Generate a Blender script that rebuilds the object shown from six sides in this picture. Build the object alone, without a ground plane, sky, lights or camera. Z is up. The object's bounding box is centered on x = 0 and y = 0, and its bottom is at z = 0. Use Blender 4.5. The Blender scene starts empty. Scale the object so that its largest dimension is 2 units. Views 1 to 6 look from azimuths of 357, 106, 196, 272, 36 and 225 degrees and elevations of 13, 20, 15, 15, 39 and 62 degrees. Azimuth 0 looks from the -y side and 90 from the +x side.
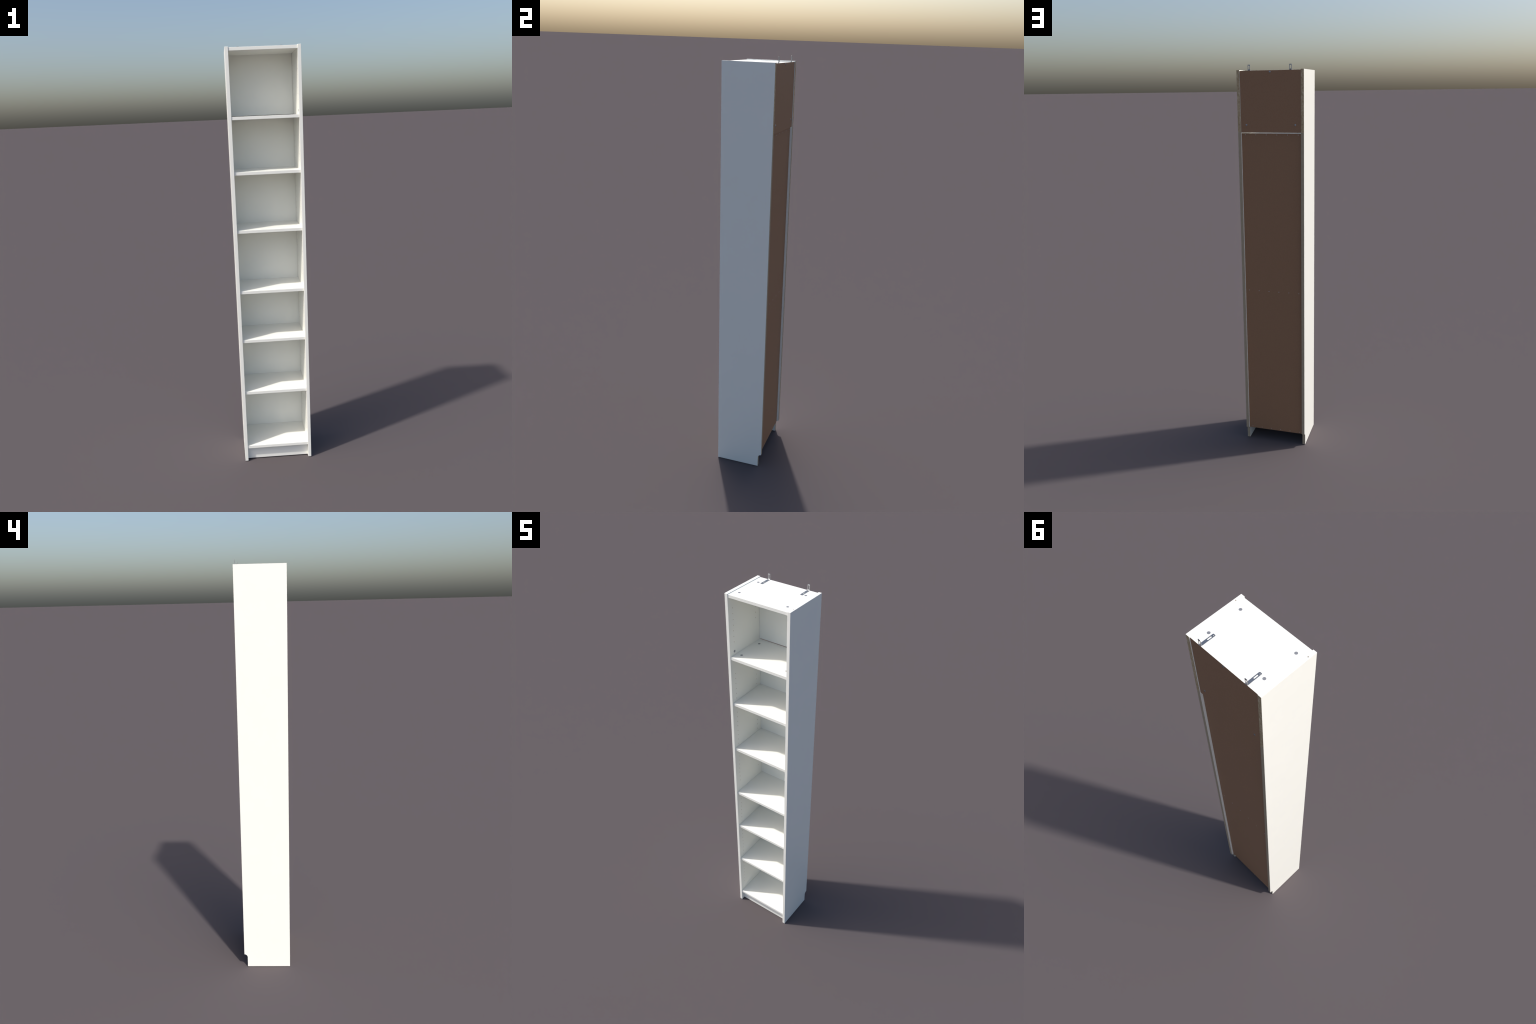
"""Tall narrow white bookcase with a height extension, shelf holes, cam locks,
hardboard back panels and two metal wall brackets.  Dimensions are written in
millimetres of the real piece and scaled so that the whole is 2.00 m tall."""
import bpy, bmesh, math
from mathutils import Matrix, Vector

# ------------------------------------------------------------------ sizes (mm)
HALF_W, HALF_D = 198.8, 140.0        # outside half width / half depth
PANEL = 18.0                         # side panel thickness
INNER = HALF_W - PANEL               # inner face of the sides
SEAM_Z, TOP_Z = 2020.0, 2370.0       # base unit height, total carcass height
TOTAL_Z = 2398.5                     # top of the wall brackets
S = 2.0 / TOTAL_Z                    # millimetre -> scene unit
BOARD = 16.9                         # shelf thickness
FIXED_FRONT, LOOSE_FRONT = -136.8, -133.4
BACK_IN, BACK_LOW, BACK_HIGH = 124.5, 127.5, 136.8
HOLE_FRONT, HOLE_BACK, HOLE_STEP = -102.5, 89.3, 32.0

# ------------------------------------------------------------------- materials
def material(name, color, rough, metallic=0.0, spec=0.5):
    m = bpy.data.materials.new(name)
    m.use_nodes = True
    b = m.node_tree.nodes["Principled BSDF"]
    b.inputs["Base Color"].default_value = (*color, 1)
    b.inputs["Roughness"].default_value = rough
    b.inputs["Metallic"].default_value = metallic
    b.inputs["Specular IOR Level"].default_value = spec
    return m, m.node_tree, b

def noise_color(nt, bsdf, scale, stops, detail=4.0, stretch=(1, 1, 1), rough=0.6):
    """Base colour from a noise texture on Object coordinates."""
    N, L = nt.nodes, nt.links
    tc = N.new("ShaderNodeTexCoord"); mp = N.new("ShaderNodeMapping")
    no = N.new("ShaderNodeTexNoise"); cr = N.new("ShaderNodeValToRGB")
    mp.inputs["Scale"].default_value = stretch
    no.inputs["Scale"].default_value = scale
    no.inputs["Detail"].default_value = detail
    no.inputs["Roughness"].default_value = rough
    while len(cr.color_ramp.elements) < len(stops):
        cr.color_ramp.elements.new(0.5)
    for e, (p, c) in zip(cr.color_ramp.elements, stops):
        e.position = p; e.color = (*c, 1)
    L.new(tc.outputs["Object"], mp.inputs["Vector"])
    L.new(mp.outputs["Vector"], no.inputs["Vector"])
    L.new(no.outputs["Fac"], cr.inputs["Fac"])
    L.new(cr.outputs["Color"], bsdf.inputs["Base Color"])
    return no

def bump(nt, bsdf, source, strength, distance):
    b = nt.nodes.new("ShaderNodeBump")
    b.inputs["Strength"].default_value = strength
    b.inputs["Distance"].default_value = distance
    nt.links.new(source.outputs["Fac"], b.inputs["Height"])
    nt.links.new(b.outputs["Normal"], bsdf.inputs["Normal"])

WHITE, nt, b = material("white_foil", (0.97, 0.97, 0.9), 0.32)
noise_color(nt, b, 9.0, [(0.3, (0.964, 0.964, 0.892)), (0.7, (0.979, 0.978, 0.906))])

BROWN, nt, b = material("brown_hardboard", (0.33, 0.18, 0.1), 0.6, spec=0.3)
n = noise_color(nt, b, 260.0, [(0.3, (0.282, 0.154, 0.085)), (0.7, (0.332, 0.182, 0.101))], 5)
bump(nt, b, n, 0.1, 0.0004)

CHIP, nt, b = material("raw_chipboard", (0.3, 0.25, 0.18), 0.85, spec=0.3)
n = noise_color(nt, b, 130.0, [(0.3, (0.30, 0.205, 0.110)), (0.5, (0.47, 0.345, 0.205)),
                               (0.7, (0.64, 0.52, 0.36))], 6, (1, 1, 0.55), 0.65)
bump(nt, b, n, 0.3, 0.0008)

EDGE, nt, b = material("sealed_board_edge", (0.25, 0.22, 0.19), 0.7, spec=0.3)
noise_color(nt, b, 60.0, [(0.3, (0.395, 0.315, 0.215)), (0.7, (0.435, 0.345, 0.240))])

STEEL, nt, b = material("zinc_plated_steel", (0.4, 0.4, 0.4), 0.42, 1.0)
noise_color(nt, b, 80.0, [(0.3, (0.36, 0.365, 0.375)), (0.7, (0.43, 0.43, 0.435))])

CAM, nt, b = material("grey_cast_zinc", (0.3, 0.3, 0.32), 0.5, 0.6)
noise_color(nt, b, 120.0, [(0.3, (0.33, 0.335, 0.35)), (0.7, (0.38, 0.385, 0.395))])

NAIL, nt, b = material("dull_nail_metal", (0.46, 0.39, 0.37), 0.6, 0.0)

# --------------------------------------------------------------------- helpers
ROOT = bpy.data.objects.new("bookcase", None)
bpy.context.scene.collection.objects.link(ROOT)
ROOT.empty_display_size = 0.1
ROOT["label"] = "tall narrow white bookcase with seven open compartments"
ROOT["category"] = "bookcase"

def add(name, mesh, loc_mm=(0, 0, 0), parent=ROOT):
    ob = bpy.data.objects.new(name, mesh)
    bpy.context.scene.collection.objects.link(ob)
    ob.parent = parent
    p = Vector(loc_mm) * S
    if parent is not ROOT:
        p -= parent.location
    ob.location = p
    return ob

def mesh_from(bm, name, mats):
    """bm is in millimetres; scale to scene units and turn into a mesh."""
    bmesh.ops.scale(bm, vec=(S, S, S), verts=bm.verts)
    me = bpy.data.meshes.new(name)
    bm.to_mesh(me); bm.free()
    for m in mats:
        me.materials.append(m)
    return me

def bevel_edges(bm, width, segments=2):
    edges = [e for e in bm.edges if e.is_manifold and e.calc_face_angle(0) > math.radians(40)]
    bmesh.ops.bevel(bm, geom=edges, offset=width, segments=segments, profile=0.5,
                    affect='EDGES', clamp_overlap=True)

def board(name, sx, sy, sz, bevel=0.7, mats=(None,), rule=None):
    """Rectangular board centred on its origin; rule(face normal) -> material slot."""
    bm = bmesh.new()
    bmesh.ops.create_cube(bm, size=1.0)
    bmesh.ops.scale(bm, vec=(sx, sy, sz), verts=bm.verts)
    bevel_edges(bm, bevel)
    if rule:
        bm.normal_update()
        for f in bm.faces:
            f.material_index = rule(f.normal)
    return mesh_from(bm, name, mats)

def cut(ob, cutter_mesh):
    """Boolean difference, applied; the cutter is removed."""
    c = bpy.data.objects.new("cutter", cutter_mesh)
    bpy.context.scene.collection.objects.link(c)
    c.location = ob.location          # both sit unrotated under the root at the origin
    mod = ob.modifiers.new("cut", 'BOOLEAN')
    mod.operation = 'DIFFERENCE'; mod.solver = 'EXACT'; mod.object = c
    mod.material_mode = 'TRANSFER'
    dg = bpy.context.evaluated_depsgraph_get()
    dg.update()
    me = bpy.data.meshes.new_from_object(ob.evaluated_get(dg))
    ob.modifiers.clear()
    old = ob.data; name = old.name
    ob.data = me
    bpy.data.meshes.remove(old); me.name = name
    bpy.data.objects.remove(c)

def drill(bm, x, y, z, radius, depth, axis):
    """Add a closed cylinder to a cutter bmesh, centred on a point, along an axis."""
    rot = {'X': Matrix.Rotation(math.pi / 2, 4, 'Y'), 'Y': Matrix.Rotation(math.pi / 2, 4, 'X'),
           'Z': Matrix.Identity(4)}[axis]
    bmesh.ops.create_cone(bm, cap_ends=True, segments=14, radius1=radius, radius2=radius,
                          depth=depth, matrix=Matrix.Translation((x, y, z)) @ rot)

# ----------------------------------------------------------------- side panels
def side_profile(height, notch):
    """Outline in the y-z plane; the last flag says the edge after it is a raw rear edge."""
    if not notch:
        return [(-HALF_D, 0, 0), (HALF_D, 0, 1), (HALF_D, height, 0), (-HALF_D, height, 0)]
    pts = [(-HALF_D, 0, 0), (120.2, 0, 1)]
    r = 19.8                                   # quarter round over the skirting recess
    for i in range(13):
        a = math.pi * (1 - i / 24.0)
        pts.append((120.2 + r + r * math.cos(a), 63.0 + r * math.sin(a), 1))
    return pts + [(HALF_D, height, 0), (-HALF_D, height, 0)]

def side_panel(sign, base_z, height, notch, rear_mat, rows, top_hole):
    prof = side_profile(height, notch)
    seam = height if notch else 0.0      # butt joint between base and extension stays sharp
    bm = bmesh.new()
    rings = []
    for x in (-PANEL / 2, PANEL / 2):
        rings.append([bm.verts.new((x, y, z)) for y, z, _ in prof])
    bm.faces.new(rings[0][::-1]); bm.faces.new(rings[1])
    k = len(prof)
    for i in range(k):
        j = (i + 1) % k
        f = bm.faces.new((rings[0][i], rings[0][j], rings[1][j], rings[1][i]))
        f.material_index = 1 if prof[i][2] else 0
    bmesh.ops.recalc_face_normals(bm, faces=bm.faces)
    # soften only the front edges and the outline of the white faces
    edges = [e for e in bm.edges if all(v.co.y < HALF_D - 1 for v in e.verts)
             and all(v.co.z > 1 or v.co.y < -100 for v in e.verts)
             and not all(abs(v.co.z - seam) < 1 for v in e.verts)
             and e.calc_face_angle(0) > 1.0 and not any(f.material_index for f in e.link_faces)]
    bmesh.ops.bevel(bm, geom=edges, offset=0.9, segments=2, profile=0.5, affect='EDGES')
    ob = add("side_panel", mesh_from(bm, "side_panel", [WHITE, rear_mat, CHIP]),
             (sign * (HALF_W - PANEL / 2), 0, base_z))
    cb = bmesh.new()
    for y, zs in rows:
        for z in zs:
            drill(cb, -sign * PANEL / 2, y, z - base_z, 1.9, 14, 'X')
    if top_hole:
        drill(cb, 0.5 * sign, HOLE_FRONT, height, 2.5, 24, 'Z')
    cut(ob, mesh_from(cb, "drill_holes", [CHIP]))
    return ob

def run(top, count):
    return [top - HOLE_STEP * i for i in range(count)]

base_holes = run(1899.4, 25) + run(971.8, 26)
base_rows = [(HOLE_FRONT, base_holes), (HOLE_BACK, base_holes)]
ext_rows = [(HOLE_FRONT, run(2282.7, 7)), (HOLE_BACK, run(2282.7, 5))]

# ------------------------------------------------------------ small hardware
def disc_mesh(name, radius, height, mat, slot=0.0, dome=0.0, cross=False):
    """Round head along +z, origin at its base; optional screwdriver recess."""
    bm = bmesh.new()
    n = 28
    prof = [(radius, 0.0), (radius, height * 0.7), (radius * 0.94, height)]
    if dome:
        prof += [(radius * 0.6, height + dome * 0.7), (radius * 0.25, height + dome)]
    rings = [[bm.verts.new((r * math.cos(2 * math.pi * i / n), r * math.sin(2 * math.pi * i / n), z))
              for i in range(n)] for r, z in prof]
    for a, b in zip(rings, rings[1:]):
        for i in range(n):
            bm.faces.new((a[i], a[(i + 1) % n], b[(i + 1) % n], b[i]))
    bm.faces.new(rings[-1]); bm.faces.new(rings[0][::-1])
    me = mesh_from(bm, name, [mat])
    if slot:
        ob = bpy.data.objects.new("temp", me)
        bpy.context.scene.collection.objects.link(ob)
        for rz in ((0.0, math.pi / 2) if cross else (0.0,)):
            cb = bmesh.new()
            bmesh.ops.create_cube(cb, size=1.0, matrix=Matrix.Rotation(rz, 4, 'Z')
                                  @ Matrix.Translation((0, 0, height + dome))
                                  @ Matrix.Diagonal((radius * 1.15, slot, 0.6 + dome * 2, 1)))
            cut(ob, mesh_from(cb, "slot", [mat]))
        me = ob.data
        bpy.data.objects.remove(ob)
        me.name = name
    return me

CAM_MESH = disc_mesh("cam_lock", 7.4, 2.0, CAM, slot=1.2)
SCREW_MESH = disc_mesh("screw_head", 5.6, 1.2, STEEL, slot=1.8, dome=1.4, cross=True)
NAIL_MESH = disc_mesh("nail_head", 2.6, 0.6, NAIL, dome=0.3)

def cam_lock(parent, x, y, z, turn, wall=0):
    ob = add("cam_lock", CAM_MESH, (x, y, z), parent)
    ob.rotation_euler = (0, wall * math.pi / 2, turn)
    return ob

# ------------------------------------------------------------------- carcass
for sgn in (-1, 1):
    side_panel(sgn, 0.0, SEAM_Z - 0.05, True, EDGE, base_rows, False)
    ext = side_panel(sgn, SEAM_Z + 0.05, TOP_Z - SEAM_Z - 0.05, False, CHIP, ext_rows, True)
    cam_lock(ext, sgn * (INNER + 1.5), HOLE_FRONT, 2035.5, 0.0, -sgn)

def shelf(name, top, front, rear=BACK_IN - 0.4, gap=0.4):
    return add(name, board(name, 2 * (INNER - gap), rear - front, BOARD, 0.8, [WHITE]),
               (0, (rear + front) / 2, top - BOARD / 2))

top_panel = shelf("top_panel", 2366.6, FIXED_FRONT, BACK_IN - 0.4, 0.15)
head_shelf = shelf("shelf", 2014.8, FIXED_FRONT, BACK_IN - 0.4, 0.15)
for holder, z in ((top_panel, 2366.6), (head_shelf, 2014.8)):
    for i, (x, y) in enumerate(((-146.5, -86), (-146.5, 74), (146.5, -86), (146.5, 74))):
        cam_lock(holder, x, y, z - 1.5, math.pi / 4 * (1 + 2 * (i % 2)) + 0.2 * i)
for z in (1721.5, 1401.5, 761.5, 441.5):
    shelf("shelf", z, LOOSE_FRONT)
shelf("shelf", 1053.2, LOOSE_FRONT, gap=0.15)
shelf("shelf", 95.4, FIXED_FRONT, gap=0.15)

add("plinth", board("plinth", 2 * INNER - 0.3, 16, 76.0, 0.7, [WHITE]), (0, -106.5, 2.0 + 38.0))

# ---------------------------------------------------------------- back panels
def back_panel(y0, y1, z0, z1, gap):
    me = board("back_panel", 2 * (INNER - gap), y1 - y0, z1 - z0, 0.4, [WHITE, BROWN, EDGE],
               lambda n: 1 if n.y > 0.5 else 2 if abs(n.z) > 0.5 and z1 < SEAM_Z else 0)
    return add("back_panel", me, (0, (y0 + y1) / 2, (z0 + z1) / 2))

lower_back = back_panel(BACK_IN, BACK_LOW, 79.0, 2014.5, 0.2)
upper_back = back_panel(BACK_IN, BACK_HIGH, 2019.0, 2366.6, 0.6)

def head_on_back(name, mesh, parent, x, y, z, turn=0.0):
    ob = add(name, mesh, (x, y, z), parent)
    ob.rotation_euler = (-math.pi / 2, 0, turn)
    return ob

for z in (2005.8, 1045.5, 88.4):
    for i in range(6):
        head_on_back("nail_head", NAIL_MESH, lower_back, -161.7 + 63.95 * i, BACK_LOW - 0.05, z)
for i, (x, z) in enumerate(((-147, 2062), (147, 2062), (0.3, 2357.5))):
    head_on_back("screw_head", SCREW_MESH, upper_back, x, BACK_HIGH - 0.1, z)

# -------------------------------------------------------------- wall brackets
def bracket_mesh():
    """Bent steel strip: foot along -y with slot and round hole, upright with a window."""
    w, t, foot, rise = 13.6, 1.8, 72.0, TOTAL_Z - 2366.6
    n = 6
    path = [(-foot, t / 2)]
    r = 2.6
    for i in range(n + 1):
        a = -math.pi / 2 + math.pi / 2 * i / n
        path.append((-t / 2 - r + r * math.cos(a), t / 2 + r + r * math.sin(a)))
    path.append((-t / 2, rise))
    bm = bmesh.new()
    rows = []
    for i, (y, z) in enumerate(path):
        p0 = Vector(path[max(i - 1, 0)]); p1 = Vector(path[min(i + 1, len(path) - 1)])
        d = (p1 - p0).normalized(); nrm = Vector((-d.y, d.x)) * t / 2
        rows.append([bm.verts.new((sx * w / 2, y + sn * nrm.x, z + sn * nrm.y))
                     for sx, sn in ((-1, -1), (1, -1), (1, 1), (-1, 1))])
    for a, b in zip(rows, rows[1:]):
        for i in range(4):
            bm.faces.new((a[i], a[(i + 1) % 4], b[(i + 1) % 4], b[i]))
    bm.faces.new(rows[0][::-1]); bm.faces.new(rows[-1])
    bmesh.ops.recalc_face_normals(bm, faces=bm.faces)
    # round the corners of both free ends
    for size, at_end in ((3.6, lambda v: v.co.y < -foot + 0.1), (1.4, lambda v: v.co.z > rise - 0.1)):
        ends = [e for e in bm.edges if abs(e.verts[0].co.x - e.verts[1].co.x) < 1e-4
                and all(at_end(v) for v in e.verts)]
        bmesh.ops.bevel(bm, geom=ends, offset=size, segments=4, profile=0.5, affect='EDGES')
    me = mesh_from(bm, "wall_bracket", [STEEL])
    ob = bpy.data.objects.new("temp", me)
    bpy.context.scene.collection.objects.link(ob)

    def slot_cutter(width, length, centre, rot):
        cb = bmesh.new()
        pts = []
        for i in range(16):
            a = 2 * math.pi * i / 16 + math.pi / 16
            off = (length - width) / 2 * (1 if math.sin(a) > 0 else -1)
            pts.append((width / 2 * math.cos(a), off + width / 2 * math.sin(a)))
        lo = [cb.verts.new((x, y, -6)) for x, y in pts]
        hi = [cb.verts.new((x, y, 6)) for x, y in pts]
        cb.faces.new(lo[::-1]); cb.faces.new(hi)
        for i in range(16):
            j = (i + 1) % 16
            cb.faces.new((lo[i], lo[j], hi[j], hi[i]))
        bmesh.ops.transform(cb, matrix=Matrix.Translation(centre) @ rot, verts=cb.verts)
        return mesh_from(cb, "slot", [STEEL])

    flat, up = Matrix.Identity(4), Matrix.Rotation(math.pi / 2, 4, 'X')
    cut(ob, slot_cutter(6.0, 22.0, (0, -foot + 25, t / 2), flat))
    cut(ob, slot_cutter(4.2, 4.2001, (-2.0, -foot + 6, t / 2), flat))
    cut(ob, slot_cutter(6.8, 20.0, (0, -t / 2, rise - 15.2), up))
    me = ob.data
    bpy.data.objects.remove(ob)
    return me

BRACKET = bracket_mesh()
for x in (124.2, -120.6):
    add("wall_bracket", BRACKET, (x, BACK_HIGH - 0.2, 2366.65))
